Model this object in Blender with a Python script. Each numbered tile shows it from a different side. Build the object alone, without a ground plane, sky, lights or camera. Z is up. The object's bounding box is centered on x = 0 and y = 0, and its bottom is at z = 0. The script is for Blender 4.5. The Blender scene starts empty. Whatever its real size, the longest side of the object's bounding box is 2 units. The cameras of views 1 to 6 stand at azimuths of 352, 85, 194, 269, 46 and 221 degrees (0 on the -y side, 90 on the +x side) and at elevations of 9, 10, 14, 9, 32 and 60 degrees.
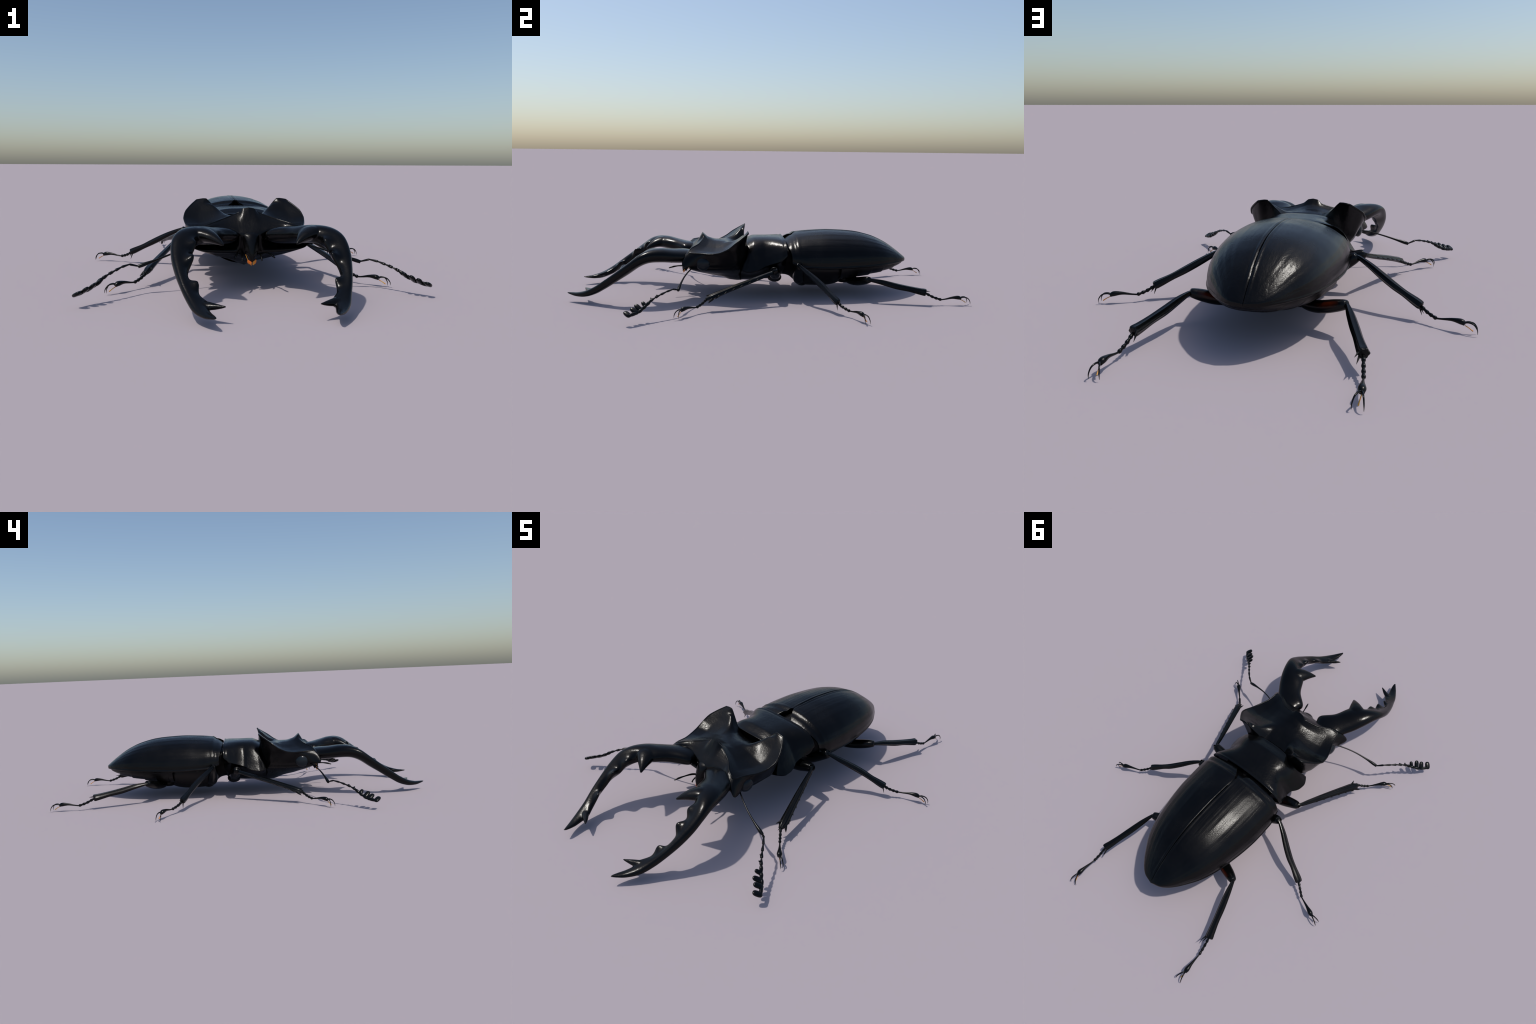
import bpy, bmesh, math, random
import numpy as np
from mathutils import Vector

random.seed(7)
RNG = np.random.default_rng(7)


# ------------------------------------------------------------------ helpers
def spline(pts, n, tension=0.0):
    """Resample control points with a Catmull-Rom curve to n points; tension 1 = straight runs."""
    P = np.asarray(pts, float)
    k = len(P)
    if k == 1:
        return np.repeat(P, n, axis=0)
    ext = np.vstack([2 * P[0] - P[1], P, 2 * P[-1] - P[-2]])
    u = np.linspace(0, k - 1, n)
    i = np.clip(np.floor(u).astype(int), 0, k - 2)
    t = (u - i)[:, None]
    a, b, c, d = ext[i], ext[i + 1], ext[i + 2], ext[i + 3]
    m0, m1 = (c - a) * 0.5, (d - b) * 0.5
    m0 = m0 * (1 - tension) + (c - b) * tension
    m1 = m1 * (1 - tension) + (c - b) * tension
    return ((2 * t ** 3 - 3 * t ** 2 + 1) * b + (t ** 3 - 2 * t ** 2 + t) * m0
            + (-2 * t ** 3 + 3 * t ** 2) * c + (t ** 3 - t ** 2) * m1)


def net(rows, nr, nc, tension=0.0):
    """Smooth surface through a small net of control points: (nr, nc, 3)."""
    a = np.stack([spline(r, nc, tension) for r in rows])
    return np.stack([spline(a[:, j], nr, tension) for j in range(nc)], axis=1)


def curve1(xs, ys):
    """Smooth 1D profile y(x) (monotone cubic) as a callable."""
    xs, ys = np.asarray(xs, float), np.asarray(ys, float)
    h = np.diff(xs)
    d = np.diff(ys) / h
    m = np.zeros(len(xs))
    m[0], m[-1] = d[0], d[-1]
    for i in range(1, len(xs) - 1):
        if d[i - 1] * d[i] > 0:
            w1, w2 = 2 * h[i] + h[i - 1], h[i] + 2 * h[i - 1]
            m[i] = (w1 + w2) / (w1 / d[i - 1] + w2 / d[i])

    def f(x):
        x = np.clip(np.asarray(x, float), xs[0], xs[-1])
        i = np.clip(np.searchsorted(xs, x, side='right') - 1, 0, len(xs) - 2)
        t = (x - xs[i]) / h[i]
        return ((2 * t ** 3 - 3 * t ** 2 + 1) * ys[i] + (t ** 3 - 2 * t ** 2 + t) * h[i] * m[i]
                + (-2 * t ** 3 + 3 * t ** 2) * ys[i + 1] + (t ** 3 - t ** 2) * h[i] * m[i + 1])
    return f


def bump(x, c, w):
    return np.exp(-((np.asarray(x, float) - c) / w) ** 2)


class Builder:
    """Collects vertices and faces of one part."""
    def __init__(self):
        self.v, self.f = [], []

    def grid(self, G, close_u=False, close_v=False):
        nr, nc = G.shape[:2]
        o = len(self.v)
        self.v.extend(map(tuple, G.reshape(-1, 3)))
        for i in range(nr if close_u else nr - 1):
            for j in range(nc if close_v else nc - 1):
                a, b = o + i * nc + j, o + i * nc + (j + 1) % nc
                i2 = (i + 1) % nr
                c, d = o + i2 * nc + (j + 1) % nc, o + i2 * nc + j
                self.f.append((a, b, c, d))
        return o

    def cap(self, ring):
        ring = np.asarray(ring)
        o = len(self.v)
        self.v.extend(map(tuple, ring))
        self.v.append(tuple(ring.mean(axis=0)))
        n = len(ring)
        for i in range(n):
            self.f.append((o + i, o + (i + 1) % n, o + n))

    def tube(self, path, ra, rb=None, up=(0, 0, 1), n=14, seg=None, ridges=0, ridge=0.0, power=2.0, side=None):
        """Swept elliptic tube: ra across (sideways), rb along 'up'. Ends closed."""
        path = np.asarray(path, float)
        m = seg or len(path)
        ra = np.broadcast_to(np.asarray(ra, float), (len(path),)) if np.ndim(ra) == 0 else np.asarray(ra, float)
        rb = ra if rb is None else (np.broadcast_to(np.asarray(rb, float), (len(path),)) if np.ndim(rb) == 0 else np.asarray(rb, float))
        P = spline(path, m)
        A = np.maximum(spline(ra[:, None], m)[:, 0], 1e-4)
        B = np.maximum(spline(rb[:, None], m)[:, 0], 1e-4)
        T = np.gradient(P, axis=0)
        T /= np.linalg.norm(T, axis=1)[:, None]
        U = np.asarray(up, float)
        ang = np.linspace(0, 2 * math.pi, n, endpoint=False)
        ca, sa = np.cos(ang), np.sin(ang)
        ca = np.sign(ca) * np.abs(ca) ** (2 / power)
        sa = np.sign(sa) * np.abs(sa) ** (2 / power)
        mod = 1 + ridge * np.cos(ridges * ang) if ridges else np.ones(n)
        rings = []
        for k in range(m):
            S = np.cross(T[k], U)
            S /= np.linalg.norm(S)
            W = np.cross(S, T[k])
            rings.append(P[k] + S * (ca * mod * A[k])[:, None] + W * (sa * mod * B[k])[:, None])
        G = np.stack(rings)
        self.grid(G, close_v=True)
        self.cap(G[0])
        self.cap(G[-1])
        return G

    def obj(self, name, mat, parent=None, smooth=True, angle=42, weld=1e-5, mirror=False):
        me = bpy.data.meshes.new(name)
        me.from_pydata(self.v, [], self.f)
        bm = bmesh.new()
        bm.from_mesh(me)
        if mirror:
            geom = bmesh.ops.duplicate(bm, geom=bm.verts[:] + bm.faces[:] + bm.edges[:])
            vs = [g for g in geom['geom'] if isinstance(g, bmesh.types.BMVert)]
            for v in vs:
                v.co.x = -v.co.x
        bmesh.ops.remove_doubles(bm, verts=bm.verts, dist=weld)
        bmesh.ops.dissolve_degenerate(bm, edges=bm.edges, dist=1e-6)
        bmesh.ops.recalc_face_normals(bm, faces=bm.faces)
        bm.to_mesh(me)
        bm.free()
        return finish(me, name, mat, parent, smooth, angle)


def finish(me, name, mat, parent=None, smooth=True, angle=42):
    me.materials.clear()
    me.materials.append(mat)
    if smooth:
        me.shade_smooth()
        if angle:
            me.set_sharp_from_angle(angle=math.radians(angle))
    ob = bpy.data.objects.new(name, me)
    bpy.context.scene.collection.objects.link(ob)
    if parent is not None:
        ob.parent = parent
    return ob


def mirrored(ob, parent=None):
    """The same part on the other flank, sharing its mesh."""
    c = ob.copy()
    c.scale.x = -1
    c.parent = parent if parent is not None else ob.parent
    bpy.context.scene.collection.objects.link(c)
    return c


def remeshed(builder, name, mat, parent, voxel, smooth_iters, angle=None):
    """Fuse overlapping solids of one part into a single skin."""
    ob = builder.obj(name, mat, parent)
    m = ob.modifiers.new('fuse', 'REMESH')
    m.mode = 'VOXEL'
    m.voxel_size = voxel
    if smooth_iters:
        s = ob.modifiers.new('soften', 'SMOOTH')
        s.factor = 0.5
        s.iterations = smooth_iters
    dg = bpy.context.evaluated_depsgraph_get()
    me = bpy.data.meshes.new_from_object(ob.evaluated_get(dg))
    old = ob.data
    ob.modifiers.clear()
    ob.data = me
    me.name = name
    bpy.data.meshes.remove(old)
    me.shade_smooth()
    return ob


# ---------------------------------------------------------------- materials
def shell(name, base=(0.0012, 0.0013, 0.0015), rough=0.3, grain=0.25, scale=260, stretch=None,
          tint=None, tint_mask=None, coat=0.0, spec=0.19, wear=(0.003, 0.003, 0.003), streak=None):
    """Black chitin: near-black base, mottled gloss, fine grain in the relief."""
    m = bpy.data.materials.new(name)
    m.use_nodes = True
    nt = m.node_tree
    N, L = nt.nodes, nt.links
    b = N['Principled BSDF']
    b.inputs['Specular IOR Level'].default_value = spec
    b.inputs['Coat Weight'].default_value = coat
    b.inputs['Coat Roughness'].default_value = 0.15
    tc = N.new('ShaderNodeTexCoord')
    mp = N.new('ShaderNodeMapping')
    L.new(tc.outputs['Object'], mp.inputs['Vector'])
    if stretch:
        mp.inputs['Scale'].default_value = stretch
    n1 = N.new('ShaderNodeTexNoise')
    n1.inputs['Scale'].default_value = 9
    n1.inputs['Detail'].default_value = 6
    L.new(tc.outputs['Object'], n1.inputs['Vector'])
    n2 = N.new('ShaderNodeTexNoise')
    n2.inputs['Scale'].default_value = scale
    n2.inputs['Detail'].default_value = 4
    n2.inputs['Roughness'].default_value = 0.62
    L.new(mp.outputs['Vector'], n2.inputs['Vector'])
    ramp = N.new('ShaderNodeValToRGB')
    ramp.color_ramp.elements[0].position = 0.4
    ramp.color_ramp.elements[0].color = (*base, 1)
    ramp.color_ramp.elements[1].position = 0.8
    ramp.color_ramp.elements[1].color = (*wear, 1)
    L.new(n1.outputs['Fac'], ramp.inputs['Fac'])
    colour = ramp.outputs['Color']
    if tint is not None:
        mix = N.new('ShaderNodeMix')
        mix.data_type = 'RGBA'
        L.new(colour, mix.inputs['A'])
        mix.inputs['B'].default_value = (*tint, 1)
        L.new(tint_mask(N, L, tc), mix.inputs['Factor'])
        colour = mix.outputs['Result']
    L.new(colour, b.inputs['Base Color'])
    mr = N.new('ShaderNodeMapRange')
    mr.inputs['From Min'].default_value = 0.3
    mr.inputs['From Max'].default_value = 0.75
    mr.inputs['To Min'].default_value = rough - 0.05
    mr.inputs['To Max'].default_value = rough + 0.1
    L.new(n1.outputs['Fac'], mr.inputs['Value'])
    L.new(mr.outputs['Result'], b.inputs['Roughness'])
    bp = N.new('ShaderNodeBump')
    bp.inputs['Strength'].default_value = grain
    bp.inputs['Distance'].default_value = 0.0018
    L.new(n2.outputs['Fac'], bp.inputs['Height'])
    last = bp
    if streak:
        mp2 = N.new('ShaderNodeMapping')
        mp2.inputs['Scale'].default_value = streak[0]
        L.new(tc.outputs['Object'], mp2.inputs['Vector'])
        n3 = N.new('ShaderNodeTexNoise')
        n3.inputs['Scale'].default_value = streak[1]
        n3.inputs['Detail'].default_value = 2
        L.new(mp2.outputs['Vector'], n3.inputs['Vector'])
        bp2 = N.new('ShaderNodeBump')
        bp2.inputs['Strength'].default_value = streak[2]
        bp2.inputs['Distance'].default_value = streak[3]
        L.new(n3.outputs['Fac'], bp2.inputs['Height'])
        L.new(bp.outputs['Normal'], bp2.inputs['Normal'])
        last = bp2
    L.new(last.outputs['Normal'], b.inputs['Normal'])
    return m


def plain(name, col, rough=0.4, end=None, axis=None):
    m = bpy.data.materials.new(name)
    m.use_nodes = True
    nt = m.node_tree
    N, L = nt.nodes, nt.links
    b = N['Principled BSDF']
    b.inputs['Roughness'].default_value = rough
    tc = N.new('ShaderNodeTexCoord')
    n = N.new('ShaderNodeTexNoise')
    n.inputs['Scale'].default_value = 60
    L.new(tc.outputs['Object'], n.inputs['Vector'])
    r = N.new('ShaderNodeValToRGB')
    r.color_ramp.elements[0].position = 0.35
    r.color_ramp.elements[0].color = (*col, 1)
    r.color_ramp.elements[1].position = 0.65
    r.color_ramp.elements[1].color = (*(end or col), 1)
    L.new(n.outputs['Fac'], r.inputs['Fac'])
    L.new(r.outputs['Color'], b.inputs['Base Color'])
    return m


def femur_mask(N, L, tc):
    """Dull red window on the rear face of the thigh."""
    geo = N.new('ShaderNodeNewGeometry')
    dot = N.new('ShaderNodeVectorMath')
    dot.operation = 'DOT_PRODUCT'
    dot.inputs[1].default_value = (0, 0.8, 0.6)
    L.new(geo.outputs['Normal'], dot.inputs[0])
    m1 = N.new('ShaderNodeMapRange')
    m1.inputs['From Min'].default_value = 0.72
    m1.inputs['From Max'].default_value = 0.95
    L.new(dot.outputs['Value'], m1.inputs['Value'])
    p = N.new('ShaderNodeSeparateXYZ')
    L.new(tc.outputs['Object'], p.inputs['Vector'])
    ab = N.new('ShaderNodeMath')
    ab.operation = 'ABSOLUTE'
    L.new(p.outputs['X'], ab.inputs[0])
    m2 = N.new('ShaderNodeMapRange')
    m2.inputs['From Min'].default_value = 0.245
    m2.inputs['From Max'].default_value = 0.215
    L.new(ab.outputs[0], m2.inputs['Value'])
    m3 = N.new('ShaderNodeMapRange')
    m3.inputs['From Min'].default_value = 0.155
    m3.inputs['From Max'].default_value = 0.19
    L.new(ab.outputs[0], m3.inputs['Value'])
    win = N.new('ShaderNodeMath')
    win.operation = 'MULTIPLY'
    L.new(m2.outputs['Result'], win.inputs[0])
    L.new(m3.outputs['Result'], win.inputs[1])
    mul = N.new('ShaderNodeMath')
    mul.operation = 'MULTIPLY'
    L.new(m1.outputs['Result'], mul.inputs[0])
    L.new(win.outputs[0], mul.inputs[1])
    return mul.outputs[0]


BLACK = shell('black_chitin', rough=0.2, grain=0.3, scale=120)
HEAD_BLACK = shell('head_chitin', rough=0.21, grain=0.42, scale=110)
PRONOTUM_BLACK = shell('pronotum_chitin', rough=0.2, grain=0.5, scale=90)
ELYTRA_BLACK = shell('elytra_chitin', base=(0.0013, 0.0013, 0.0015), wear=(0.0035, 0.0033, 0.0034), rough=0.22, grain=0.28, scale=210,
                     streak=((60, 2.2, 60), 1.0, 0.45, 0.0028))
LEG_BLACK = shell('leg_chitin', base=(0.0015, 0.002, 0.0022), rough=0.24, grain=0.1)
FEMUR_BLACK = shell('thigh_chitin', base=(0.0013, 0.0016, 0.0018), rough=0.22, grain=0.1, tint=(0.055, 0.008, 0.002), tint_mask=femur_mask)
SPINE_BLACK = shell('spine_chitin', base=(0.0015, 0.0018, 0.002), rough=0.5, grain=0.1)
THIGH_PLAIN = shell('dark_thigh_chitin', base=(0.0013, 0.0016, 0.0018), rough=0.22, grain=0.1, tint=(0.006, 0.002, 0.002), tint_mask=femur_mask)
BELLY_BLACK = shell('belly_chitin', base=(0.003, 0.0027, 0.003), wear=(0.006, 0.005, 0.0048), rough=0.4, grain=0.4, scale=160)
EYE = shell('eye_lens', base=(0.009, 0.014, 0.019), wear=(0.022, 0.019, 0.016), rough=0.2, grain=0.0)
ORANGE = plain('orange_brush', (0.62, 0.13, 0.01), 0.5, (0.75, 0.34, 0.03))
PAD = plain('amber_pad', (0.62, 0.2, 0.015), 0.4, (0.62, 0.36, 0.05))

# ---------------------------------------------------------------- the beetle
beetle = bpy.data.objects.new('stag_beetle', None)
bpy.context.scene.collection.objects.link(beetle)
beetle['label'] = 'glossy black stag beetle with long toothed jaws and winged head'
beetle['category'] = 'stag beetle'


# ------------------------------------------------------------------- elytra
ely_w = curve1([0.095, 0.12, 0.16, 0.2, 0.3, 0.38, 0.45, 0.52, 0.61, 0.68, 0.716, 0.745, 0.762, 0.774],
               [0.214, 0.225, 0.234, 0.239, 0.237, 0.229, 0.217, 0.202, 0.170, 0.127, 0.100, 0.071, 0.045, 0.0])
ely_top = curve1([0.095, 0.11, 0.135, 0.16, 0.2, 0.25, 0.33, 0.40, 0.474, 0.57, 0.645, 0.71, 0.745, 0.774],
                 [0.283, 0.290, 0.305, 0.315, 0.321, 0.325, 0.329, 0.327, 0.321, 0.299, 0.267, 0.226, 0.200, 0.176])
ely_edge = curve1([0.095, 0.127, 0.15, 0.215, 0.33, 0.45, 0.6, 0.7, 0.774],
                  [0.205, 0.193, 0.182, 0.170, 0.165, 0.166, 0.170, 0.173, 0.176])


def elytron_surface(nu, nv, inset=0.0):
    s = np.linspace(0, 1, nv)
    G = np.zeros((nv, nu, 3))
    for j in range(nu):
        a = (j / (nu - 1)) * math.pi / 2
        y0 = 0.104 + 0.022 * math.sin(a) ** 4
        y = y0 + (0.774 - y0) * (1 - (1 - s) ** 1.7)
        w, zt, ze = ely_w(y), ely_top(y), ely_edge(y)
        x = w * math.sin(a) ** 1.0
        z = ze + (zt - ze) * math.cos(a) ** 0.86
        # suture gap, opening to the front for the scutellum
        gap = 0.0010 + 0.046 * np.clip((0.172 - y) / 0.066, 0, 1) ** 1.1
        t = j / (nu - 1)
        x = np.where(w > 0.002, np.maximum(x, gap * (1 - t) ** 3 + x * (1 - (1 - t) ** 3)), x)
        # humeral bead and the step in front of it
        d = 0.0028 * bump(y, 0.158, 0.007) - 0.0045 * bump(y, 0.143, 0.008) + 0.002 * bump(y, 0.118, 0.007)
        d = d * (1 - 0.6 * t ** 4)
        # raised sutural ridge and faint longitudinal ribs
        fade = np.clip((0.76 - y) / 0.1, 0, 1) * np.clip((y - 0.17) / 0.05, 0, 1)
        d = d + fade * (0.0020 * bump(x, 0.0075, 0.0035) - 0.0022 * bump(x, 0.0, 0.003) - 0.0011 * bump(x, 0.0155, 0.004))
        for q in (0.28, 0.42, 0.56, 0.70, 0.83):
            d = d + fade * 0.0004 * bump(t, q, 0.025) - fade * 0.0004 * bump(t, q + 0.06, 0.02)
        d = d - inset
        n = np.array([math.sin(a), 0, math.cos(a)])
        G[:, j, 0] = np.maximum(x + d * n[0], 0.0006)
        G[:, j, 1] = y
        G[:, j, 2] = z + d * n[2]
    return G


B = Builder()
top = elytron_surface(72, 120)
low = elytron_surface(72, 120, inset=0.007)
low[:, -1, 2] -= 0.002
# rolled lateral margin (epipleuron): a narrow bead under the edge
rim = [top[:, -1]]
for k, (dx, dz) in enumerate(((0.0028, -0.003), (0.0018, -0.0075), (-0.004, -0.0105), (-0.010, -0.008))):
    r = top[:, -1].copy()
    f = np.clip((0.774 - r[:, 1]) / 0.06, 0, 1) ** 0.7
    r[:, 0] = np.maximum(r[:, 0] + dx * f, 0.0006)
    r[:, 2] += dz
    rim.append(r)
B.grid(top)
B.grid(np.stack(rim, axis=1))
B.grid(low)
B.grid(np.stack([rim[-1], low[:, -1]], axis=1))
B.grid(np.stack([top[0], low[0]], axis=0))
B.grid(np.stack([top[:, 0], low[:, 0]], axis=1))
elytron = B.obj('elytron', ELYTRA_BLACK, beetle, angle=55)
mirrored(elytron)

# scutellum: small shield in the notch between the wing cases
B = Builder()
rows = []
for y, w, z in ((0.085, 0.072, 0.262), (0.105, 0.066, 0.268), (0.125, 0.046, 0.276), (0.145, 0.028, 0.284), (0.164, 0.010, 0.292), (0.17, 0.001, 0.293)):
    rows.append([(-w, y, z - 0.016), (-w * 0.55, y, z - 0.002), (0, y, z), (w * 0.55, y, z - 0.002), (w, y, z - 0.016)])
G = net(rows, 24, 25)
B.grid(G)
H = G.copy()
H[..., 2] -= 0.02
B.grid(H)
for e in (0, -1):
    B.grid(np.stack([G[e], H[e]]))
    B.grid(np.stack([G[:, e], H[:, e]]))
B.obj('scutellum', BLACK, beetle)

# ----------------------------------------------------------- thorax, abdomen
def body_loft(sections, nr, nc):
    """Closed half sections (top centre -> flank -> keel), mirrored to a solid."""
    B = Builder()
    G = net(sections, nr, nc)
    G[:, 0, 0] = 0
    G[:, -1, 0] = 0
    B.grid(G)
    for e in (0, -1):
        c = np.array([0, G[e, :, 1].mean(), G[e, :, 2].mean()])
        B.grid(np.stack([G[e], np.repeat(c[None], nc, 0)]))
    return B


# meso- and metathorax
secs = []
for y, zt, w, zf, wl, zl, zb in (
        (0.055, 0.262, 0.140, 0.200, 0.10, 0.125, 0.085),
        (0.09, 0.268, 0.138, 0.205, 0.10, 0.125, 0.092),
        (0.125, 0.272, 0.152, 0.195, 0.11, 0.118, 0.086),
        (0.147, 0.275, 0.180, 0.180, 0.13, 0.105, 0.070),
        (0.168, 0.278, 0.206, 0.170, 0.14, 0.085, 0.052),
        (0.20, 0.280, 0.212, 0.165, 0.145, 0.078, 0.040),
        (0.25, 0.280, 0.214, 0.160, 0.15, 0.075, 0.036),
        (0.32, 0.280, 0.210, 0.158, 0.148, 0.075, 0.036),
        (0.37, 0.280, 0.203, 0.158, 0.14, 0.080, 0.043),
        (0.405, 0.275, 0.180, 0.160, 0.120, 0.095, 0.056),
        (0.428, 0.26, 0.15, 0.155, 0.10, 0.110, 0.075),
        (0.445, 0.23, 0.08, 0.15, 0.05, 0.130, 0.105)):
    secs.append([(0, y, zt), (w * 0.6, y, zt - 0.02), (w * 0.93, y, (zt + zf) / 2), (w, y, zf),
                 (w * 0.97, y, zf - 0.03), (wl, y, zl), (wl * 0.55, y, zb + 0.006), (0, y, zb)])
body_loft(secs, 60, 48).obj('thorax', BELLY_BLACK, beetle, mirror=True, angle=60)

# abdomen with its belly plates
ab_b = curve1([0.38, 0.42, 0.46, 0.56, 0.64, 0.70, 0.745, 0.768], [0.075, 0.077, 0.08, 0.097, 0.113, 0.13, 0.152, 0.172])
secs = []
for y in np.linspace(0.38, 0.766, 60):
    w = max(float(ely_w(y)) - 0.010, 0.004)
    ze = float(ely_edge(y)) - 0.006
    zb = float(ab_b(y))
    ph = ((y - 0.40) / 0.072) % 1.0
    step = 0.005 * ph * (1 if y < 0.745 else 0)
    zb = min(zb - step + 0.002, ze - 0.001)
    h = ze - zb
    secs.append([(0, y, ze + 0.012), (w * 0.5, y, ze + 0.010), (w * 0.9, y, ze + 0.004), (w, y, ze - 0.05 * h),
                 (w * 0.94, y, ze - 0.42 * h), (w * 0.72, y, ze - 0.78 * h), (w * 0.4, y, ze - 0.96 * h), (0, y, zb)])
body_loft(secs, 180, 48).obj('abdomen', BELLY_BLACK, beetle, mirror=True, angle=50)

# ----------------------------------------------------------------- pronotum
pr_w = curve1([-0.13, -0.115, -0.085, -0.055, -0.03, -0.005, 0.02, 0.05, 0.085, 0.102],
              [0.202, 0.214, 0.225, 0.223, 0.216, 0.205, 0.204, 0.210, 0.219, 0.215])
pr_m = curve1([-0.13, -0.10, -0.06, -0.01, 0.03, 0.067, 0.102], [0.150, 0.144, 0.148, 0.168, 0.181, 0.194, 0.222])
pr_t = curve1([-0.13, -0.10, -0.08, -0.06, -0.03, 0.05, 0.102], [0.268, 0.279, 0.288, 0.295, 0.296, 0.296, 0.2935])
pr_b = curve1([-0.14, -0.11, -0.05, 0.04, 0.07, 0.102], [0.054, 0.062, 0.0635, 0.064, 0.077, 0.09])
B = Builder()
NA, NS = 46, 60
PROF_F = spline([(0, 1), (0.28, 0.985), (0.52, 0.90), (0.70, 0.70), (0.84, 0.40), (0.93, 0.17), (1, 0)], NA)   # fore edge: sloping flank
PROF_R = spline([(0, 1), (0.30, 0.985), (0.56, 0.92), (0.78, 0.75), (0.92, 0.46), (0.985, 0.17), (1, 0)], NA)  # hind edge: boxier
top_g = np.zeros((NS, NA, 3))
for j in range(NA):
    a = j / (NA - 1) * math.pi / 2
    t = j / (NA - 1)
    yf = -0.118 + 0.024 * bump(t, 0.5, 0.22) - 0.012 * t ** 3
    yr = 0.101 - 0.004 * bump(t, 0.0, 0.3)
    y = np.linspace(yf, yr, NS)
    w, zm, zt = pr_w(y), pr_m(y), pr_t(y)
    px, pz = PROF_F[j], PROF_R[j]
    k = np.clip((y + 0.03) / 0.12, 0, 1)
    k = k * k * (3 - 2 * k)
    x = w * (px[0] * (1 - k) + pz[0] * k)
    z = zm + (zt - zm) * (px[1] * (1 - k) + pz[1] * k)
    d = 0.0018 * bump(y, yr - 0.003, 0.005) - 0.0012 * bump(y, yr - 0.012, 0.006) + 0.0012 * bump(y, yf + 0.003, 0.004)
    # shallow dimples of the shield
    d = d - 0.003 * bump(x, 0.16, 0.03) * bump(y, 0.0, 0.03)
    top_g[:, j, 0] = x + d * math.sin(a)
    top_g[:, j, 1] = y
    top_g[:, j, 2] = z + d * math.cos(a)
B.grid(top_g)
M = top_g[:, -1]
# recessed flank below the margin, then down to the breast keel
zb = pr_b(M[:, 1])
steps = [M, M - np.array([0.005, 0, 0.006])]
for fx, fz in ((0.84, 0.10), (0.68, 0.30), (0.48, 0.66), (0.25, 0.9), (0.0, 1.0)):
    r = M.copy()
    r[:, 0] = M[:, 0] * fx
    r[:, 2] = (M[:, 2] - 0.006) * (1 - fz) + zb * fz
    steps.append(r)
ug = np.stack([spline(u, 30, 0.15) for u in np.stack(steps, axis=1)])
B.grid(ug)
for e in (0, -1):
    loop = np.concatenate([top_g[e], ug[e, 1:]])
    inner = loop.copy()
    c = np.array([0, 0, 0.17])
    inner[:, 0] *= 0.9
    inner[:, 2] = c[2] + (inner[:, 2] - c[2]) * 0.9
    inner[:, 1] += 0.012 if e == 0 else -0.006
    cen = np.repeat(np.array([[0, inner[:, 1].mean(), 0.17]]), len(inner), 0)
    B.grid(np.stack([loop, inner, cen]))
B.obj('pronotum', PRONOTUM_BLACK, beetle, mirror=True, angle=40)

# --------------------------------------------------------------------- head
top_net = [
    # front crest: horn on the midline, falling to the cheek corner
    [(0, -0.329, 0.317), (0.022, -0.327, 0.313), (0.042, -0.322, 0.297), (0.08, -0.332, 0.282), (0.118, -0.348, 0.270), (0.165, -0.383, 0.257), (0.205, -0.396, 0.240)],
    [(0, -0.302, 0.294), (0.022, -0.300, 0.290), (0.045, -0.295, 0.282), (0.085, -0.300, 0.268), (0.125, -0.312, 0.255), (0.172, -0.332, 0.244), (0.214, -0.334, 0.238)],
    [(0, -0.265, 0.280), (0.025, -0.263, 0.279), (0.05, -0.260, 0.275), (0.09, -0.258, 0.264), (0.13, -0.260, 0.250), (0.182, -0.272, 0.237), (0.233, -0.285, 0.237)],
    [(0, -0.232, 0.278), (0.025, -0.230, 0.277), (0.052, -0.228, 0.275), (0.092, -0.225, 0.266), (0.135, -0.222, 0.253), (0.190, -0.224, 0.242), (0.247, -0.238, 0.245)],
    [(0, -0.205, 0.275), (0.025, -0.203, 0.275), (0.055, -0.200, 0.275), (0.09, -0.198, 0.276), (0.135, -0.192, 0.266), (0.195, -0.192, 0.260), (0.254, -0.195, 0.266)],
    [(0, -0.180, 0.269), (0.027, -0.178, 0.270), (0.058, -0.176, 0.271), (0.09, -0.170, 0.283), (0.13, -0.155, 0.290), (0.188, -0.155, 0.288), (0.246, -0.162, 0.292)],
    [(0, -0.155, 0.261), (0.03, -0.153, 0.262), (0.062, -0.148, 0.263), (0.095, -0.142, 0.288), (0.132, -0.123, 0.316), (0.178, -0.124, 0.317), (0.223, -0.128, 0.315)],
    [(0, -0.130, 0.250), (0.035, -0.130, 0.251), (0.068, -0.122, 0.256), (0.090, -0.112, 0.272), (0.120, -0.105, 0.305), (0.156, -0.098, 0.341), (0.196, -0.097, 0.336)],
]
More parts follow.
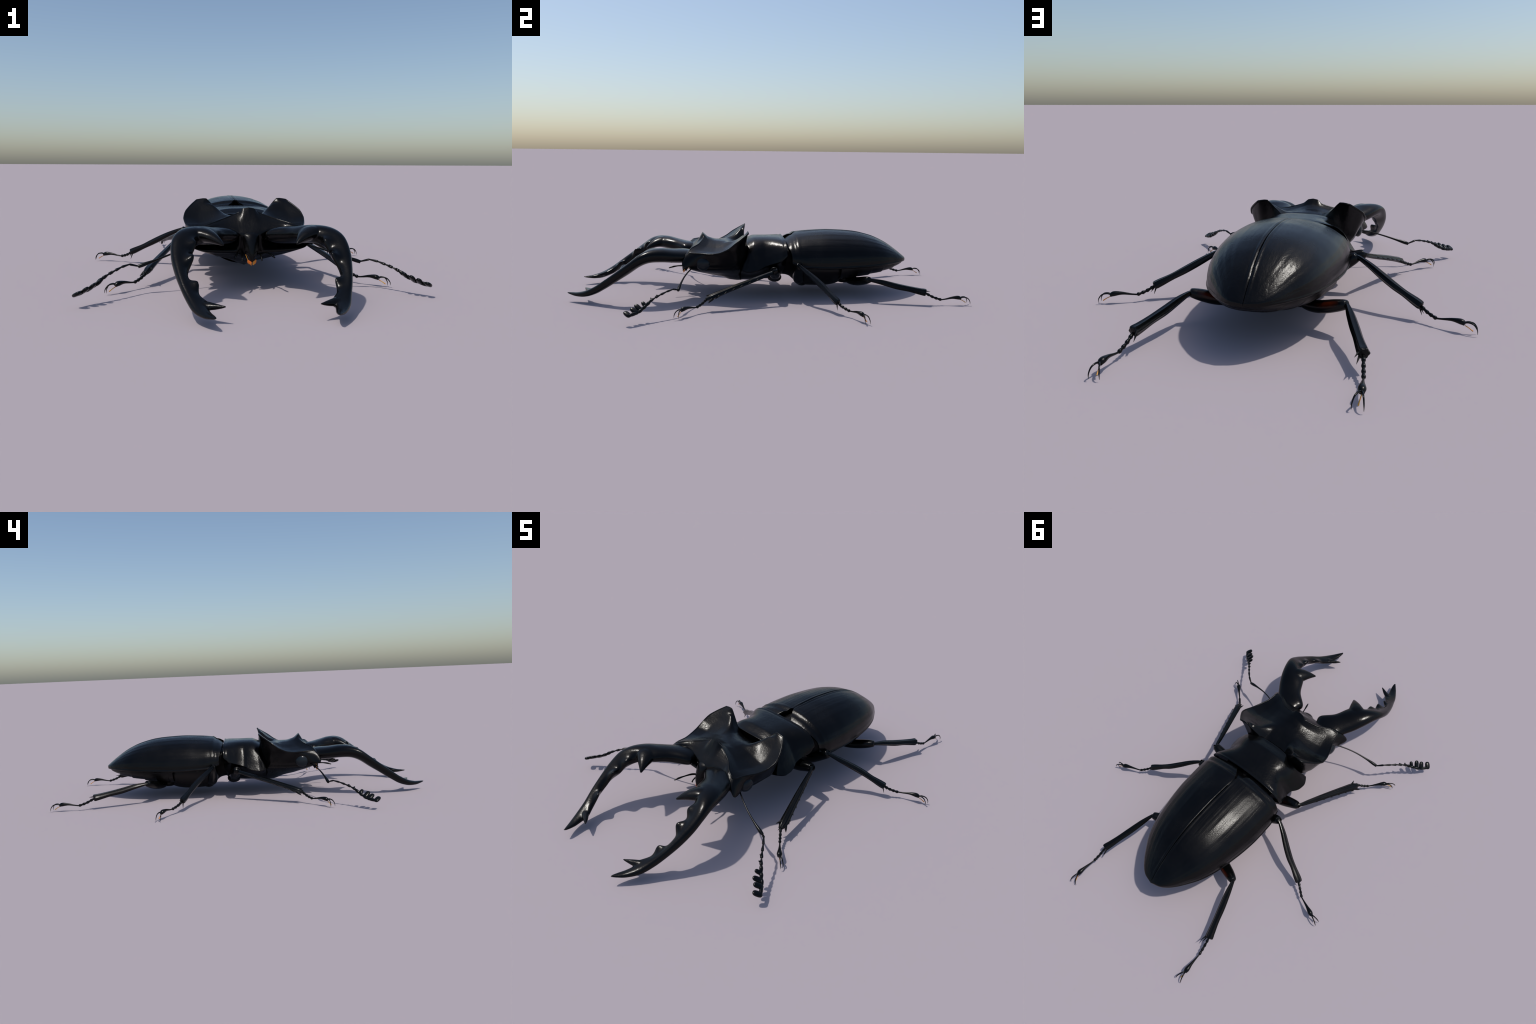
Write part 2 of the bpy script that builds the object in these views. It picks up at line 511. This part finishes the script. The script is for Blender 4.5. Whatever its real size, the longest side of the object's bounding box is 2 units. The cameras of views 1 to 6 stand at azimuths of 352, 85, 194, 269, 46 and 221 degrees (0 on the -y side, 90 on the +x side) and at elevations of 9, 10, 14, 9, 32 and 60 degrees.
skirt = [  # boundary point, then three rings below it, ending on the keel
    [(0, -0.362, 0.262), (0, -0.402, 0.218), (0, -0.380, 0.15), (0, -0.375, 0.118)],
    [(0.026, -0.364, 0.260), (0.024, -0.401, 0.218), (0.02, -0.380, 0.15), (0, -0.370, 0.116)],
    [(0.050, -0.366, 0.256), (0.042, -0.398, 0.219), (0.04, -0.378, 0.15), (0, -0.355, 0.111)],
    [(0.086, -0.370, 0.252), (0.076, -0.388, 0.226), (0.08, -0.375, 0.15), (0, -0.325, 0.105)],
    [(0.122, -0.376, 0.251), (0.115, -0.384, 0.234), (0.12, -0.375, 0.15), (0, -0.290, 0.099)],
    [(0.168, -0.398, 0.245), (0.165, -0.390, 0.228), (0.17, -0.380, 0.153), (0, -0.265, 0.089)],
    [(0.222, -0.412, 0.218), (0.243, -0.425, 0.181), (0.214, -0.388, 0.158), (0, -0.250, 0.083)],
    [(0.219, -0.340, 0.218), (0.218, -0.342, 0.185), (0.200, -0.335, 0.150), (0, -0.240, 0.080)],
    [(0.226, -0.280, 0.218), (0.214, -0.272, 0.180), (0.195, -0.255, 0.148), (0, -0.220, 0.073)],
    [(0.233, -0.228, 0.220), (0.211, -0.210, 0.180), (0.190, -0.200, 0.148), (0, -0.200, 0.065)],
    [(0.238, -0.190, 0.232), (0.213, -0.185, 0.185), (0.188, -0.175, 0.148), (0, -0.185, 0.060)],
    [(0.236, -0.162, 0.250), (0.214, -0.160, 0.190), (0.186, -0.155, 0.148), (0, -0.170, 0.058)],
    [(0.214, -0.135, 0.260), (0.200, -0.138, 0.200), (0.180, -0.140, 0.148), (0, -0.155, 0.056)],
    [(0.190, -0.110, 0.280), (0.180, -0.118, 0.210), (0.165, -0.120, 0.15), (0, -0.145, 0.055)],
    [(0.155, -0.106, 0.280), (0.155, -0.105, 0.210), (0.150, -0.105, 0.15), (0, -0.135, 0.055)],
    [(0.120, -0.098, 0.260), (0.120, -0.088, 0.210), (0.120, -0.09, 0.15), (0, -0.125, 0.056)],
    [(0.090, -0.098, 0.245), (0.090, -0.080, 0.200), (0.090, -0.08, 0.15), (0, -0.115, 0.058)],
    [(0.063, -0.105, 0.235), (0.060, -0.075, 0.200), (0.060, -0.075, 0.15), (0, -0.105, 0.060)],
    [(0.033, -0.108, 0.232), (0.033, -0.075, 0.200), (0.033, -0.075, 0.15), (0, -0.095, 0.060)],
    [(0, -0.108, 0.232), (0, -0.075, 0.200), (0, -0.075, 0.15), (0, -0.085, 0.060)],
]
NRr, NCc = 57, 55
top = net(top_net, NRr, NCc, 0.55)
top[:, 0, 0] = 0
front, side_e, rear = top[0], top[:, -1], top[-1][::-1]
boundary = np.concatenate([front, side_e[1:], rear[1:]])
cb = np.array([spline([c[k] for c in skirt], len(boundary)) for k in range(4)])  # ring curves
# re-time the rings so that each control column follows its own boundary point
ctrl_t = np.concatenate([np.linspace(0, NCc - 1, 7), NCc - 1 + np.linspace(0, NRr - 1, 8)[1:], NCc + NRr - 2 + np.linspace(0, NCc - 1, 7)[1:]])
ctrl_t /= ctrl_t[-1]
want = np.linspace(0, 1, len(boundary))
idx = np.interp(want, ctrl_t, np.linspace(0, len(boundary) - 1, len(ctrl_t)))
rings = [boundary]
for k in range(4):
    rings.append(np.stack([np.interp(idx, np.arange(len(boundary)), cb[k][:, q]) for q in range(3)], axis=1))
cols = np.stack(rings, axis=1)
bead = boundary.copy()
cen = np.array([0, -0.24, 0.24])
# the plate under the crest is undercut: jaw sockets lie behind its lower edge
under = np.clip((np.abs(cols[:, 0, 0]) - 0.045) / 0.02, 0, 1) * np.clip((0.215 - cols[:, 0, 0]) / 0.03, 0, 1) * (cols[:, 0, 1] < -0.3)
pocket = cols[:, 2] * 0.55 + cols[:, 3] * 0.45
pocket[:, 1] += 0.045 * under
belly = [cols[:, 3] * (1 - f) + cols[:, 4] * f - np.array([0, 0, 0.004]) for f in (0.25, 0.5, 0.75)]
cols = np.concatenate([cols[:, :3], pocket[:, None], cols[:, 3:4], np.stack(belly, axis=1), cols[:, 4:]], axis=1)
sk = np.stack([spline(c, 56, 0.12) for c in cols])
sk[0, :, 0] = 0
sk[-1, :, 0] = 0
# thin raised bead along the rim
B = Builder()
B.grid(top)
B.grid(sk)
half = len(boundary)
i0, i1 = int(NCc * 0.16), half - int(NCc * 0.52)
bead_path = boundary[i0:i1:3]
br = 0.0042 * np.clip(np.minimum(np.arange(len(bead_path)), np.arange(len(bead_path))[::-1]) / 8 + 0.12, 0, 1)
B.tube(bead_path - np.array([0, 0, 0.0025]), br, n=10, up=(0.35, 0.6, 0.72))
head = B.obj('head', HEAD_BLACK, beetle, mirror=True, angle=70)

# clypeus / upper lip: the narrow snout between the jaws
B = Builder()
rows = []
for y, z, w, th in ((-0.372, 0.232, 0.040, 0.03), (-0.405, 0.214, 0.037, 0.04), (-0.418, 0.200, 0.034, 0.05), (-0.427, 0.180, 0.031, 0.05),
                    (-0.434, 0.155, 0.026, 0.045), (-0.438, 0.133, 0.017, 0.035), (-0.437, 0.112, 0.004, 0.02)):
    ring = []
    for a in np.linspace(0, 2 * math.pi, 16, endpoint=False):
        ring.append((w * math.cos(a), y + th * 0.5 * (1 - math.sin(a)), z + 0.006 * math.sin(a)))
    rows.append(ring + [ring[0]])
G = net(rows, 30, 33)
B.grid(G)
B.cap(G[0][:-1])
B.cap(G[-1][:-1])
B.obj('labrum', HEAD_BLACK, head, angle=60)

# orange mouth brushes: tufts of flat bristles under the lip
B = Builder()
for sgn in (-1, 1):
    for k in range(12):
        x = sgn * (0.0025 + 0.0012 * k)
        z0 = 0.112 + 0.0008 * k
        y0 = -0.431 + 0.0006 * k
        l = 0.013 + RNG.uniform(-0.002, 0.003)
        B.tube([(x, y0, z0), (x + sgn * 0.001, y0 - 0.001, z0 - l * 0.5), (x * 1.05, y0 + RNG.uniform(-.002, .002), z0 - l)],
               [0.0010, 0.0013, 0.0007], n=6, seg=5, up=(0, 1, 0))
B.obj('mouth_brush', ORANGE, head)['kind'] = 'stuff'
B = Builder()
for k in range(8):
    f = k / 7
    p = np.array([-0.024 + 0.010 * f, -0.421 - 0.008 * f, 0.140 - 0.028 * f])
    B.tube([p, p + np.array([0.001, -0.002, -0.003])], [0.0011, 0.0008], n=6, up=(1, 0, 0))
B.obj('mouth_brush', ORANGE, head)['kind'] = 'stuff'

# eyes
B = Builder()
ce = np.array([0.211, -0.324, 0.184])
th = np.linspace(0, math.pi, 20)
ph = np.linspace(0, 2 * math.pi, 33)
G = np.stack([[(ce[0] + 0.020 * math.sin(t) * math.cos(p), ce[1] + 0.036 * math.sin(t) * math.sin(p), ce[2] + 0.033 * math.cos(t)) for p in ph] for t in th])
B.grid(G)
eye = B.obj('eye', EYE, head, angle=None)
mirrored(eye)

# palps: long outer feelers of the jaw, short inner ones
B = Builder()
B.tube([(0.045, -0.385, 0.137), (0.056, -0.42, 0.146), (0.063, -0.455, 0.147), (0.070, -0.482, 0.144), (0.076, -0.503, 0.139)],
       [0.004, 0.0045, 0.0032, 0.0045, 0.0028], n=10, seg=26)
palp = B.obj('palp', LEG_BLACK, head)
mirrored(palp)
B = Builder()
B.tube([(0.030, -0.37, 0.132), (0.036, -0.402, 0.138), (0.038, -0.425, 0.128), (0.0385, -0.433, 0.117)],
       [0.003, 0.004, 0.003, 0.0035], n=10, seg=20)
palp = B.obj('palp', LEG_BLACK, head)
mirrored(palp)

# ---------------------------------------------------------------- mandibles
# stations: outer edge (x, y), inner edge (x, y), upper z, lower z
stations = [
    ((0.200, -0.345), (0.070, -0.350), 0.240, 0.178),
    ((0.207, -0.385), (0.060, -0.395), 0.245, 0.178),
    ((0.217, -0.417), (0.057, -0.432), 0.249, 0.181),
    ((0.250, -0.470), (0.112, -0.480), 0.256, 0.189),
    ((0.277, -0.525), (0.152, -0.528), 0.265, 0.197),
    ((0.298, -0.583), (0.192, -0.575), 0.263, 0.199),
    ((0.312, -0.635), (0.224, -0.615), 0.245, 0.184),
    ((0.314, -0.690), (0.244, -0.665), 0.206, 0.150),
    ((0.304, -0.745), (0.258, -0.725), 0.164, 0.114),
    ((0.287, -0.805), (0.254, -0.778), 0.122, 0.078),
    ((0.270, -0.853), (0.232, -0.828), 0.088, 0.048),
    ((0.252, -0.902), (0.207, -0.882), 0.061, 0.029),
    ((0.227, -0.947), (0.194, -0.928), 0.047, 0.026),
    ((0.206, -0.977), (0.186, -0.962), 0.0435, 0.031),
    ((0.190, -0.997), (0.183, -0.990), 0.043, 0.037),
]
B = Builder()
ang = np.linspace(0, 2 * math.pi, 32, endpoint=False)
NM = 140
P = spline([np.r_[o, i, t, b] for o, i, t, b in stations], NM)
spine = np.stack([(P[:, 0] + P[:, 2]) / 2, (P[:, 1] + P[:, 3]) / 2, (P[:, 4] + P[:, 5]) / 2], axis=1)
tang = np.gradient(spine, axis=0)
tang /= np.linalg.norm(tang, axis=1)[:, None]
# three low saw teeth on the inner edge: gentle slope behind, short slope ahead
knobs = []
for tip in ((0.228, -0.652, 0.212), (0.239, -0.716, 0.176), (0.229, -0.801, 0.106)):
    k = int(np.argmin(np.linalg.norm(P[:, 2:4] - np.array(tip)[:2], axis=1)))
    knobs.append((k, np.array(tip) - np.array([P[k, 2], P[k, 3], (P[k, 4] + P[k, 5]) / 2]), 4.6, 2.8))
for root, shift, wb, wf in (((0.180, -0.560), (-0.012, -0.012, -0.001), 10.0, 5.5), ((0.222, -0.868), (-0.020, -0.014, 0.0), 6.0, 4.0)):
    k = int(np.argmin(np.linalg.norm(P[:, 2:4] - np.array(root), axis=1)))
    knobs.append((k, np.array(shift), wb, wf))   # swellings from which the big tooth and the fork rise
rings = []
for q, (ox, oy, ix, iy, zt, zb) in enumerate(P):
    c = spine[q]
    h = np.array([(ox - ix) / 2, (oy - iy) / 2, 0])
    v = np.array([0, 0, (zt - zb) / 2])
    ca = np.sign(np.cos(ang)) * np.abs(np.cos(ang)) ** 0.9
    sa = np.sign(np.sin(ang)) * np.abs(np.sin(ang)) ** 0.85
    ring = c + ca[:, None] * h + sa[:, None] * v
    inner = np.clip(-np.cos(ang), 0, 1) ** 2.2
    for k, shift, wb, wf in knobs:
        d = q - k
        amp = math.exp(-(abs(d) / (wb if d < 0 else wf)) ** 2)
        ring = ring + (inner * amp)[:, None] * shift * 1.15
    rings.append(ring)
G = np.stack(rings)
B.grid(G, close_v=True)
B.cap(G[0])
B.cap(G[-1])


def jaw_tooth(path, width, thick):
    """Tooth springing from the shaft, flattened in the plane of the jaw."""
    path = np.array(path, float)
    k = int(np.argmin(np.linalg.norm(spine - path[0], axis=1)))
    up = np.cross(tang[k], path[-1] - path[0])
    up = up if up[2] > 0 else -up
    B.tube(path, width, thick, n=22, seg=46, up=up / np.linalg.norm(up))


jaw_tooth([(0.235, -0.520, 0.234), (0.200, -0.558, 0.236), (0.172, -0.590, 0.231), (0.150, -0.615, 0.221), (0.130, -0.638, 0.208)],
          [0.044, 0.047, 0.032, 0.017, 0.004], [0.022, 0.028, 0.022, 0.014, 0.004])
jaw_tooth([(0.236, -0.872, 0.055), (0.212, -0.882, 0.053), (0.188, -0.893, 0.052), (0.168, -0.904, 0.053), (0.149, -0.915, 0.055)],
          [0.012, 0.017, 0.013, 0.008, 0.0028], [0.009, 0.011, 0.010, 0.007, 0.0028])
mand = remeshed(B, 'mandible', BLACK, head, 0.0024, 14)
mirrored(mand)

# ----------------------------------------------------------------- antennae
def ellipsoid(B, c, ax, ay, az, n=12, e=0.74):
    """Ellipsoid with three given half-axis vectors."""
    th = np.linspace(0, math.pi, n)
    ph = np.linspace(0, 2 * math.pi, 2 * n + 1)
    c, ax, ay, az = (np.asarray(q, float) for q in (c, ax, ay, az))
    q = lambda w, e: math.copysign(abs(w) ** e, w)
    G = np.stack([[c + q(math.cos(t), e) * ax + q(math.sin(t), e) * (q(math.cos(p), e) * ay + q(math.sin(p), e) * az) for p in ph] for t in th])
    B.grid(G)


B = Builder()
B.tube([(0.205, -0.360, 0.175), (0.226, -0.372, 0.170), (0.272, -0.393, 0.158), (0.322, -0.411, 0.142), (0.375, -0.424, 0.124), (0.415, -0.431, 0.111), (0.436, -0.434, 0.104)],
       [0.004, 0.0033, 0.0033, 0.0036, 0.0048, 0.0078, 0.0068], n=10, seg=44)
scape = B.obj('antenna', LEG_BLACK, beetle)
ant = [scape]
joints = spline([(0.436, -0.434, 0.106), (0.471, -0.459, 0.117), (0.516, -0.509, 0.103), (0.541, -0.536, 0.092), (0.562, -0.556, 0.079), (0.578, -0.569, 0.066), (0.598, -0.586, 0.055), (0.617, -0.601, 0.047), (0.643, -0.634, 0.043)], 60)
cum = np.r_[0, np.cumsum(np.linalg.norm(np.diff(joints, axis=0), axis=1))]
cuts = np.array([0, 0.125, 0.25, 0.36, 0.465, 0.565, 0.655, 0.74, 0.83, 1.0]) * cum[-1]
at = lambda s: np.array([np.interp(s, cum, joints[:, q]) for q in range(3)])
plate_dir = np.array([-0.50, -0.66, 0.56])
plate_dir /= np.linalg.norm(plate_dir)
plates = [((0.558, -0.584, 0.082), (0.577, -0.566, 0.064), 0.0090),
          ((0.577, -0.612, 0.075), (0.600, -0.582, 0.051), 0.0118),
          ((0.599, -0.628, 0.066), (0.619, -0.597, 0.045), 0.0118),
          ((0.621, -0.652, 0.056), (0.645, -0.626, 0.040), 0.0125)]
for k in range(9):
    p, q = at(cuts[k]), at(cuts[k + 1])
    B = Builder()
    d = q - p
    r = 0.0048 + 0.0005 * k
    if k < 5:
        B.tube([p - 0.02 * d, p + 0.3 * d, p + 0.85 * d, p + 1.03 * d], [0.0030, 0.0042, r + 0.0006, 0.0034], [0.0030, 0.0036, r - 0.0004, 0.003], n=9, seg=14)
        if k >= 3:
            e = p + 0.6 * d
            B.tube([e, e + plate_dir * 0.006, e + plate_dir * (0.010 if k == 3 else 0.014)], [0.006, 0.005, 0.001], n=8, seg=8)
        ant.append(B.obj('antenna_segment', LEG_BLACK, scape))
    else:
        tip, base, half = (np.array(w, float) for w in plates[k - 5])
        B.tube([p, p + 0.5 * d, p + 0.98 * d], [0.0050, 0.0080, 0.0060], n=9, seg=12)
        fl = d / np.linalg.norm(d)
        ax = (tip - base) / 2
        nrm = np.cross(fl, ax)
        nrm /= np.linalg.norm(nrm)
        side = np.cross(ax, nrm)
        side /= np.linalg.norm(side)
        ellipsoid(B, (tip + base) / 2, ax * 1.05, side * float(half), nrm * 0.0072, 12)
        ant.append(B.obj('club_plate', LEG_BLACK, scape))
sc2 = mirrored(scape)
for o in ant[1:]:
    c = o.copy()
    c.parent = sc2
    bpy.context.scene.collection.objects.link(c)

# --------------------------------------------------------------------- legs
def tarsus(B_list, start, p4, p5, claw_tips, pad_tip, up=(0, 0, 1)):
    """Four short bell-shaped joints, the long claw joint, two claws, one pad."""
    start, p4, p5 = (np.array(q, float) for q in (start, p4, p5))
    mid = start * 0.5 + p4 * 0.5 + np.array([0, 0, -0.004])
    path = spline([start, mid, p4], 41)
    for k in range(4):
        a, b = path[k * 10], path[k * 10 + 10]
        B = Builder()
        d = b - a
        B.tube([a - 0.05 * d, a + 0.3 * d, a + 0.75 * d, a + 1.02 * d], [0.0042, 0.0050, 0.0068, 0.0052], [0.0042, 0.0054, 0.0074, 0.0052], n=10, seg=14)
        B_list.append(('tarsus_segment', B, LEG_BLACK))
    B = Builder()
    d = p5 - p4
    L = np.linalg.norm(d)
    upv = np.array([0, 0, 1.0])
    B.tube([p4 - 0.03 * d, p4 + 0.2 * d + upv * 0.002, p4 + 0.55 * d + upv * 0.007, p4 + 0.85 * d + upv * 0.006, p5],
           [0.0034, 0.0036, 0.0065, 0.0115, 0.0078], [0.0034, 0.0036, 0.0060, 0.0098, 0.0068], n=12, seg=26)
    B_list.append(('tarsus_segment', B, LEG_BLACK))
    for tip in claw_tips:
        tip = np.array(tip, float)
        B = Builder()
        s = p5 - 0.06 * d + np.array([0, 0, 0.003])
        h = tip - s
        hz = np.array([h[0], h[1], 0])
        B.tube([s, s + 0.35 * hz + upv * 0.005, s + 0.72 * hz + upv * 0.001, s + 0.95 * hz + upv * h[2] * 0.45, tip + upv * 0.001],
               [0.0036, 0.0030, 0.0025, 0.0018, 0.0006], n=9, seg=24, up=np.cross(h, upv))
        B_list.append(('claw', B, LEG_BLACK))
    B = Builder()
    pt = np.array(pad_tip, float)
    s = p5 - np.array([0, 0, 0.005])
    B.tube([s, s * 0.5 + pt * 0.5 + upv * 0.001, pt], [0.0016, 0.0016, 0.0022], n=8, seg=10)
    B_list.append(('claw_pad', B, PAD))


def spike(B, base, tip, r=0.004):
    b, t = np.array(base, float), np.array(tip, float)
    B.tube([b, b * 0.5 + t * 0.5, t], [r, r * 0.7, r * 0.12], n=8, seg=9, up=(0.31, 0.17, 0.94))


def make_leg(coxa, femur, tibia, spikes, tars, thigh=THIGH_PLAIN):
    parts = []
    Bc = Builder()
    Bc.tube(*coxa[:1], coxa[1], coxa[2], n=16, seg=20)
    Bf = Builder()
    Bf.tube(femur[0], femur[1], femur[2], n=18, seg=34, power=2.3, up=femur[3])
    parts.append(('femur', Bf, thigh))
    Bt = Builder()
    tp = np.asarray(tibia[0], float)
    end = tp[-1] + (tp[-1] - tp[-2]) / np.linalg.norm(tp[-1] - tp[-2]) * 0.005
    Bt.tube(np.vstack([tp, end]), [*tibia[1], tibia[1][-1] * 0.55], [*tibia[2], tibia[2][-1] * 0.55], n=24, seg=90, ridges=6, ridge=0.11, up=tibia[3])
    parts.append(('tibia', Bt, LEG_BLACK))
    for b, t, r in spikes:
        Bs = Builder()
        spike(Bs, b, t, r)
        parts.append(('tibia_spine', Bs, SPINE_BLACK))
    tarsus(parts, *tars)
    leg = Bc.obj('leg', BELLY_BLACK, beetle)
    kids = [b.obj(n, m, leg, angle=50) for n, b, m in parts]
    other = mirrored(leg)
    for k in kids:
        c = k.copy()
        c.parent = other
        bpy.context.scene.collection.objects.link(c)


# front leg ---------------------------------------------------------------
knee, tend = np.array([0.272, 0.030, 0.157]), np.array([0.411, -0.298, 0.058])
ftib = np.array([(0.262, 0.030, 0.156), (0.281, 0.016, 0.151), (0.300, -0.030, 0.137), (0.325, -0.090, 0.120), (0.352, -0.155, 0.102), (0.382, -0.225, 0.081), (0.404, -0.277, 0.064), (0.413, -0.302, 0.055)])
fw = [0.0075, 0.0080, 0.0105, 0.0130, 0.0145, 0.0165, 0.0175, 0.010]
outward = np.array([0.90, 0.38, -0.16])
dense = spline(ftib, 101)
fsp = []
for f, l in ((0.34, 0.006), (0.43, 0.007), (0.52, 0.009), (0.60, 0.009), (0.68, 0.010), (0.76, 0.011)):
    k = int(f * 100)
    wid = np.interp(f, np.linspace(0, 1, 8), fw)
    b = dense[k] + outward * wid * 0.6
    fsp.append((b, dense[k] + outward * (wid + l * 0.7) + (dense[min(k + 5, 100)] - dense[k]) * 0.9, 0.0042))
fsp += [((0.402, -0.245, 0.070), (0.421, -0.262, 0.057), 0.006),
        ((0.414, -0.275, 0.058), (0.437, -0.295, 0.042), 0.008),
        ((0.395, -0.272, 0.070), (0.386, -0.307, 0.066), 0.007),
        ((0.408, -0.292, 0.060), (0.410, -0.318, 0.048), 0.004),
        ((0.404, -0.292, 0.064), (0.404, -0.312, 0.056), 0.003)]
make_leg((([(0.03, 0.045, 0.075), (0.07, 0.055, 0.085), (0.115, 0.052, 0.100)]), [0.03, 0.033, 0.02], [0.022, 0.026, 0.022]),
         ([(0.09, 0.052, 0.098), (0.14, 0.047, 0.113), (0.19, 0.040, 0.130), (0.235, 0.034, 0.146), (0.272, 0.029, 0.158), (0.277, 0.028, 0.160)],
          [0.020, 0.027, 0.028, 0.025, 0.019, 0.010], [0.020, 0.026, 0.027, 0.024, 0.019, 0.010], (0, 0, 1)),
         (ftib, fw, [0.0075, 0.0080, 0.0090, 0.0095, 0.0100, 0.0105, 0.0115, 0.008], (0.15, 0.1, 0.98)),
         fsp,
         ((0.411, -0.302, 0.055), (0.456, -0.349, 0.027), (0.523, -0.417, 0.030), ((0.561, -0.447, 0.007), (0.557, -0.427, 0.002)), (0.546, -0.431, 0.010)))

# middle leg --------------------------------------------------------------
mtib = np.array([(0.258, 0.158, 0.180), (0.275, 0.164, 0.174), (0.315, 0.189, 0.155), (0.360, 0.222, 0.130), (0.405, 0.252, 0.105), (0.445, 0.272, 0.084), (0.485, 0.293, 0.064), (0.503, 0.303, 0.055)])
make_leg((([(0.03, 0.205, 0.062), (0.075, 0.195, 0.066), (0.115, 0.180, 0.078)]), [0.03, 0.034, 0.022], [0.024, 0.028, 0.022]),
         ([(0.075, 0.188, 0.068), (0.12, 0.174, 0.088), (0.165, 0.166, 0.118), (0.215, 0.160, 0.150), (0.256, 0.157, 0.176), (0.262, 0.157, 0.180)],
          [0.022, 0.029, 0.030, 0.026, 0.020, 0.010], [0.022, 0.030, 0.030, 0.025, 0.019, 0.010], (0, 1, 0)),
         (mtib, [0.0080, 0.0085, 0.0115, 0.0135, 0.0138, 0.0125, 0.0155, 0.0145], [0.0080, 0.0085, 0.0110, 0.0130, 0.0130, 0.0120, 0.0145, 0.0140], (0, 0, 1)),
         [((0.497, 0.300, 0.055), (0.509, 0.301, 0.018), 0.004), ((0.500, 0.306, 0.052), (0.515, 0.318, 0.030), 0.003), ((0.403, 0.258, 0.100), (0.414, 0.270, 0.098), 0.004)],
         ((0.503, 0.303, 0.053), (0.557, 0.348, 0.027), (0.649, 0.389, 0.030), ((0.689, 0.410, 0.003), (0.690, 0.387, 0.003)), (0.675, 0.398, 0.010)))

# hind leg ----------------------------------------------------------------
htib = np.array([(0.266, 0.503, 0.107), (0.275, 0.525, 0.106), (0.290, 0.575, 0.098), (0.310, 0.640, 0.083), (0.328, 0.700, 0.073), (0.343, 0.748, 0.064), (0.352, 0.775, 0.060)])
make_leg((([(0.03, 0.400, 0.075), (0.08, 0.415, 0.078), (0.12, 0.440, 0.078)]), [0.03, 0.032, 0.016], [0.022, 0.024, 0.016]),
         ([(0.10, 0.428, 0.078), (0.14, 0.452, 0.076), (0.185, 0.477, 0.083), (0.23, 0.495, 0.096), (0.265, 0.509, 0.107), (0.272, 0.512, 0.109)],
          [0.015, 0.023, 0.027, 0.025, 0.018, 0.009], [0.014, 0.020, 0.022, 0.021, 0.016, 0.009], (0, 0, 1)),
         (htib, [0.0075, 0.0085, 0.0130, 0.0150, 0.0145, 0.0165, 0.0175], [0.0075, 0.0085, 0.0120, 0.0140, 0.0135, 0.0155, 0.0165], (0, 0, 1)),
         [((0.342, 0.772, 0.057), (0.336, 0.808, 0.040), 0.004), ((0.340, 0.770, 0.064), (0.330, 0.808, 0.060), 0.004), ((0.331, 0.68, 0.075), (0.340, 0.694, 0.074), 0.004)],
         ((0.352, 0.777, 0.056), (0.361, 0.855, 0.024), (0.366, 0.953, 0.030), ((0.345, 0.995, 0.003), (0.377, 0.998, 0.003)), (0.361, 0.980, 0.009)), FEMUR_BLACK)
